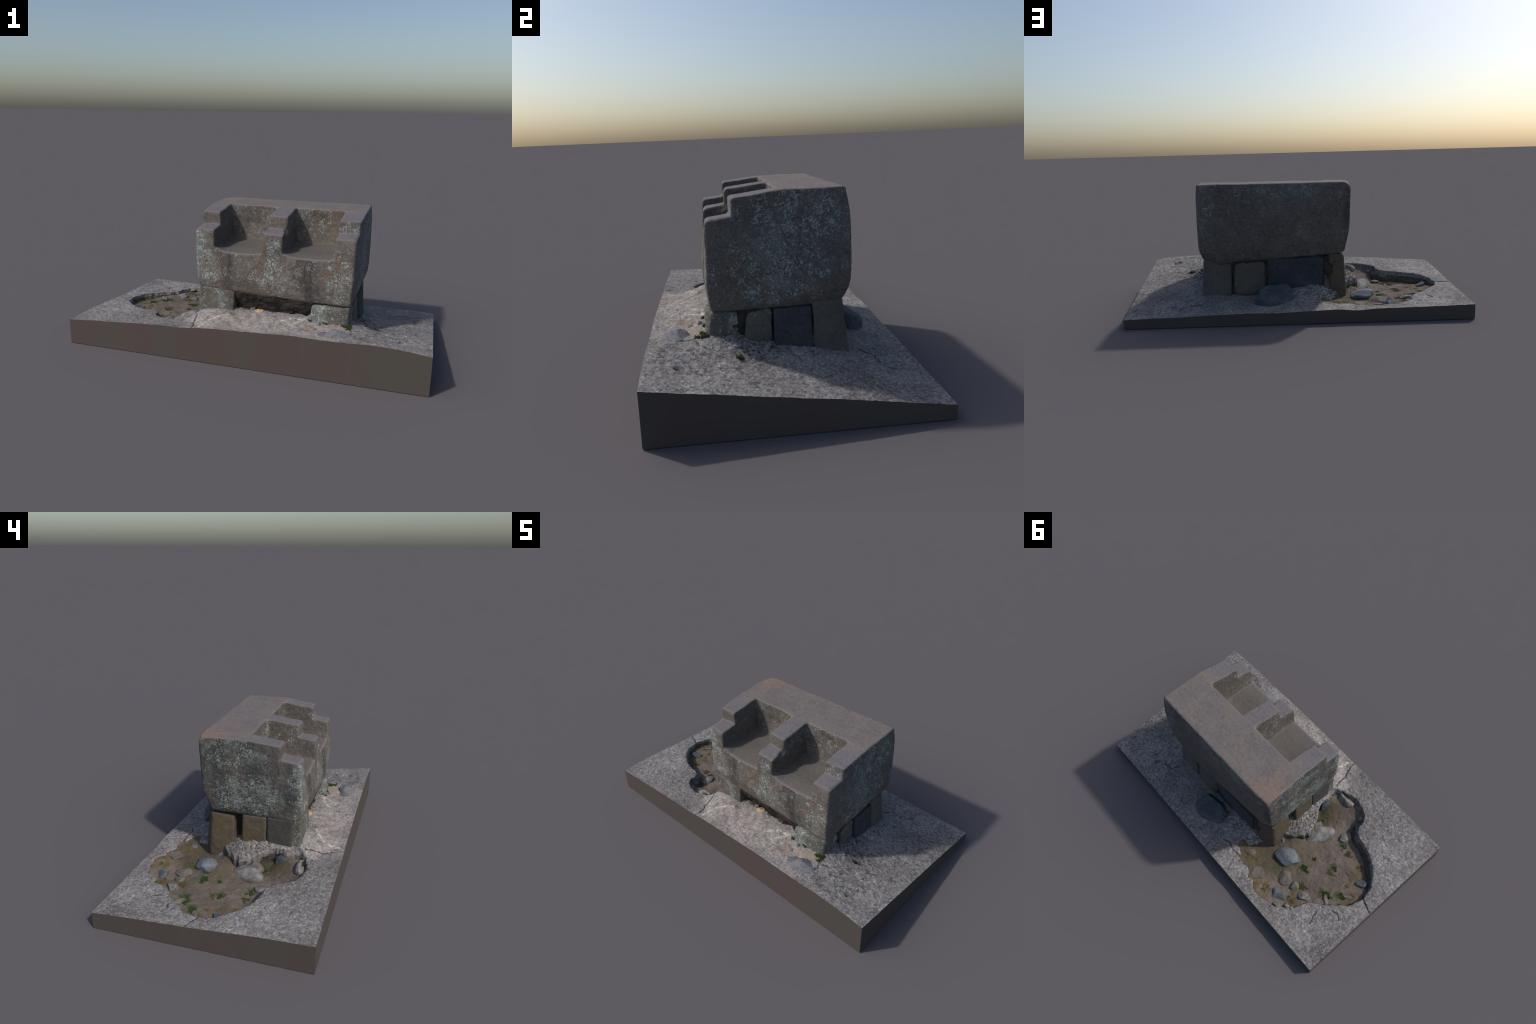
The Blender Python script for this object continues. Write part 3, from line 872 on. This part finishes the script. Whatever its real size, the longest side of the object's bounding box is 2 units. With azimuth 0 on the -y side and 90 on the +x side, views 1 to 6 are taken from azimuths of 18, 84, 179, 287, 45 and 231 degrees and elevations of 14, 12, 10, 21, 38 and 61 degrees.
def rock_mesh(name, seed, mat, size, sub=4, facets=14, soft=.10, rough=.05, cut=(.68, 1.0)):
    V, F = ICO[sub]
    r = np.random.default_rng(seed)
    nrm = r.normal(size=(facets, 3)); nrm /= np.linalg.norm(nrm, axis=1, keepdims=True)
    off = r.uniform(*cut, facets)
    rad = np.full(len(V), 1.05)
    for k in range(facets):
        c = V @ nrm[k]
        rad = smin(rad, np.where(c > .12, off[k] / np.maximum(c, .12), 9.0), soft)
    W = V * rad[:, None]
    W = W * (1 + rough * fbm(W + seed, 2.4, 3, seed)[:, None] + .4 * rough * fbm(W + seed, 9, 2, seed + 5)[:, None])
    W = W * np.array(size)
    return make_mesh(name, W, F, [mat])

def rock(name, pos, size, rot, mat, seed, tilt=(0, 0), **k):
    # the turn is applied to the mesh, so colours on Object coordinates stay in the scene's frame
    me = rock_mesh(name, seed, mat, size, **k)
    from mathutils import Euler, Matrix
    me.transform(Matrix.Translation(pos) @ Euler((tilt[0], tilt[1], rot)).to_matrix().to_4x4())
    return add_object(name, me, root)

BOULDERS = [  # position, half sizes, turn, material, seed, tilt
    ((-.412, .188, .058), (.090, .066, .044), .35, rk_blue, 11, (0, .1)),
    ((-.548, .385, .056), (.058, .040, .026), .5, rk_blue, 12, (.1, 0)),
    ((-.422, -.050, .056), (.112, .054, .052), 1.05, rk_grey, 13, (.12, .16)),
    ((-.492, .285, .052), (.056, .046, .024), .2, rk_brown, 15, (0, .2)),
    ((-.570, .276, .058), (.030, .026, .014), .9, rk_grey, 16, (0, 0)),
    ((-.662, .278, .066), (.040, .034, .018), .4, rk_grey, 17, (.2, .2)),
    ((-.836, .082, .062), (.030, .018, .009), .6, rk_grey, 18, (0, 0)),
    ((-.768, .196, .062), (.042, .020, .012), -.7, rk_brown, 19, (.3, 0)),
    ((-.552, -.172, .066), (.048, .036, .014), .7, rk_grey, 20, (.2, 0)),
    ((-.372, -.330, .118), (.072, .044, .044), .30, rk_grey, 21, (.1, .25)),
    ((-.350, .392, .062), (.062, .042, .018), .15, rk_brown, 22, (0, .1)),
    ((-.312, .128, .074), (.024, .030, .032), .3, rk_blue, 23, (0, 0)),
    ((-.352, .078, .062), (.022, .020, .026), .8, rk_grey, 24, (0, 0)),
    ((-.330, .100, .056), (.030, .022, .030), .1, rk_brown, 25, (0, 0)),
    ((-.322, -.225, .100), (.026, .046, .050), .1, rk_shade, 26, (0, .3)),
    ((-.378, -.090, .080), (.026, .040, .045), .2, rk_brown, 28, (0, .2)),
    ((-.836, -.040, .068), (.038, .026, .020), .8, rk_blue, 29, (.4, 0)),
    ((-.535, -.335, .105), (.034, .026, .026), .5, rk_grey, 30, (0, 0)),
    ((-.574, -.280, .098), (.032, .028, .028), .9, rk_blue, 31, (0, 0)),
    ((-.622, -.218, .092), (.036, .022, .024), .1, rk_grey, 32, (0, 0)),
    ((-.475, -.362, .112), (.036, .022, .026), .2, rk_brown, 33, (0, 0)),
    ((-.225, .345, .066), (.042, .030, .018), .4, rk_brown, 34, (0, 0)),
    ((-.598, .430, .070), (.034, .016, .014), .45, rk_grey, 35, (0, 0)),
    ((-.640, .395, .076), (.018, .016, .012), .9, rk_grey, 36, (0, 0)),
    ((-.668, .385, .086), (.012, .011, .009), .2, rk_grey, 37, (0, 0)),
]
for k, (p, s, r, m, sd_, tl) in enumerate(BOULDERS):
    rock("pit_boulder", p, s, r, m, sd_, tl, facets=12, soft=.012, rough=.035, cut=(.60, .95))

# loose rocks on the paving
rock("loose_rock", (.148, .344, .102), (.126, .080, .092), .05, rk_shade, 64, (.22, .12), facets=16, sub=5, soft=.012, rough=.04, cut=(.62, .95))
rock("loose_rock", (.532, -.442, .200), (.068, .062, .038), .35, rk_slate, 53, (.20, -.12), sub=5, facets=13, soft=.010, rough=.03, cut=(.65, .95))
rock("loose_rock", (.462, -.432, .202), (.042, .036, .016), .1, rk_slate, 54, (0, 0))
rock("small_stone", (.411, -.338, .222), (.014, .011, .012), .4, rk_slate, 55)
rock("small_stone", (.393, -.378, .208), (.020, .012, .006), -.4, rk_grey, 56)
rock("small_stone", (.578, .112, .172), (.012, .020, .022), .1, rk_slate, 57)

# rubble in the hollow under the seat
RUB = [((.062, -.275, .222), (.034, .024, .028), rk_tan), ((-.010, -.268, .212), (.048, .024, .028), rk_rub), ((.022, -.262, .222), (.026, .02, .030), rk_brown), ((.122, -.272, .212), (.046, .022, .024), rk_rub),
       ((.190, -.270, .214), (.050, .024, .022), rk_rub), ((.262, -.272, .212), (.052, .022, .018), rk_rub), ((.318, -.274, .212), (.04, .02, .018), rk_rub), ((-.066, -.276, .214), (.030, .024, .026), rk_brown)]
for k, (p, s, m) in enumerate(RUB):
    rock("rubble_stone", p, s, .25 * math.sin(k * 2.1), m, 80 + k, facets=12, soft=.015, cut=(.65, .95))

# ------------------------------------------------------------------ crumbs: pebbles on soil and broken mortar
def crumbs(name, pts, zf, smin_, smax_, mat, seed):
    r = np.random.default_rng(seed)
    bv, bf = ICO[3][0][:0], None
    V0, F0 = ico(1)
    VV, FF = [], []
    for k, (x, y) in enumerate(pts):
        s = r.uniform(smin_, smax_) * np.array([1, r.uniform(.6, 1), r.uniform(.45, .8)])
        a = r.uniform(0, 6.28)
        W = V0 * s * (1 + .25 * r.normal(size=(len(V0), 1)))
        W = W @ np.array([[math.cos(a), math.sin(a), 0], [-math.sin(a), math.cos(a), 0], [0, 0, 1]])
        VV.append(W + [x, y, zf[k] + s[2] * .3]); FF.append(F0 + len(V0) * k)
    me = make_mesh(name, np.concatenate(VV), np.concatenate(FF), [mat], smooth_shade=False)
    return add_object(name, me, root, "stuff")

r = np.random.default_rng(5)
pp = r.uniform((-.9, -.38), (-.2, .47), (900, 2)); pp = pp[poly_dist(pp, RIM) < -.012]
crumbs("soil_pebble", pp, pit_z(pp), .0012, .0038, rk_grey, 6)
pp = np.column_stack([r.normal(-.345, .035, 260), r.uniform(-.17, .10, 260)]); pp = pp[(pit_dist(pp) > .003) & (pp[:, 0] < -.285)]
crumbs("mortar_crumb", pp, relief(pp), .002, .0055, rim_mat, 7)
pp = np.column_stack([r.uniform(-.22, .06, 200), r.normal(.27, .03, 200)]); pp = pp[(pit_dist(pp) > .004) & (pp[:, 1] > .232)]
crumbs("mortar_crumb", pp, relief(pp), .002, .0055, rim_mat, 8)
pp = np.column_stack([r.normal(.61, .03, 160), r.uniform(-.2, .11, 160)]); pp = pp[pp[:, 0] > .572]
crumbs("mortar_crumb", pp, relief(pp), .002, .006, rim_mat, 9)

# ------------------------------------------------------------------ grass and moss tufts
def tuft(name, cx, cy, rx, ry, n, hgt, zf, mat, seed):
    r = np.random.default_rng(seed)
    VV, FF = [], []
    q, a_ = r.uniform(0, 1, n) ** .7, r.uniform(0, 6.283, n)
    wob = 1 + .35 * np.sin(a_ * 3 + seed) + .2 * np.sin(a_ * 5 + 2 * seed)
    xy = np.column_stack([cx + rx * q * wob * np.cos(a_), cy + ry * q * wob * np.sin(a_)])
    z0 = zf(xy)
    for k in range(n):
        a = r.uniform(0, 6.28); h = hgt * r.uniform(.5, 1.2); lean = h * r.uniform(.3, 1.1); w = r.uniform(.0014, .0028)
        d = np.array([math.cos(a), math.sin(a)]); s = np.array([-d[1], d[0]]) * w
        b = len(VV)
        for t in (0, .5, .85):
            c = xy[k] + d * lean * t * t
            zz = z0[k] - .002 + h * t * (1 - .25 * t)
            wt = 1 - .55 * t
            VV += [(*(c - s * wt), zz), (*(c + s * wt), zz), (*(c + d * w * .5), zz - w * .5)]
        tip = xy[k] + d * lean
        VV.append((*tip, z0[k] + h * .75))
        for q in (0, 3):
            for m in range(3):
                FF.append((b + q + m, b + q + (m + 1) % 3, b + q + 3 + (m + 1) % 3, b + q + 3 + m))
        for m in range(3):
            FF.append((b + 6 + m, b + 6 + (m + 1) % 3, b + 9))
    return add_object(name, make_mesh(name, VV, FF, [mat]), root, "stuff")

soil_z = lambda q: pit_z(q)
T = [(-.533, .158, .032, .018, 150), (-.642, .014, .026, .018, 120), (-.526, .068, .014, .010, 50), (-.580, -.122, .028, .022, 130), (-.715, .175, .034, .022, 150), (-.755, .165, .022, .02, 80),
     (-.796, .110, .026, .020, 120), (-.468, .432, .014, .012, 40), (-.430, .285, .030, .026, 110), (-.362, -.120, .03, .03, 60), (-.440, -.09, .02, .02, 60)]
for k, (a, b, c, d, n_) in enumerate(T):
    tuft("grass_tuft", a, b, c, d, n_ * 3, .0065, soil_z, leaf_green, 200 + k)
T = [(-.604, .242, .032, .024, 110), (-.646, -.115, .022, .02, 60), (-.756, -.096, .026, .02, 70), (-.784, .045, .026, .02, 70), (-.629, .350, .028, .022, 90), (-.25, .345, .05, .035, 110), (-.465, .40, .04, .03, 80),
     (-.66, .05, .03, .02, 60), (-.85, .06, .02, .03, 50), (-.455, -.10, .03, .02, 50)]
for k, (a, b, c, d, n_) in enumerate(T):
    tuft("dry_grass_tuft", a, b, c, d, n_ * 2, .006, soil_z, leaf_dry, 230 + k)
T = [(.556, -.324, .026, .010, 170), (.572, -.345, .010, .016, 60), (.445, -.318, .012, .006, 50), (.362, -.322, .010, .008, 40), (.700, -.19, .020, .014, 80), (.572, -.312, .012, .010, 60)]
for k, (a, b, c, d, n_) in enumerate(T):
    tuft("grass_tuft", a, b, c, d, n_ * 2, .009, relief, leaf_green, 260 + k)
tuft("grass_tuft", -.368, -.352, .024, .012, 120, .014, lambda q: np.full(len(q), .150), leaf_green, 290)
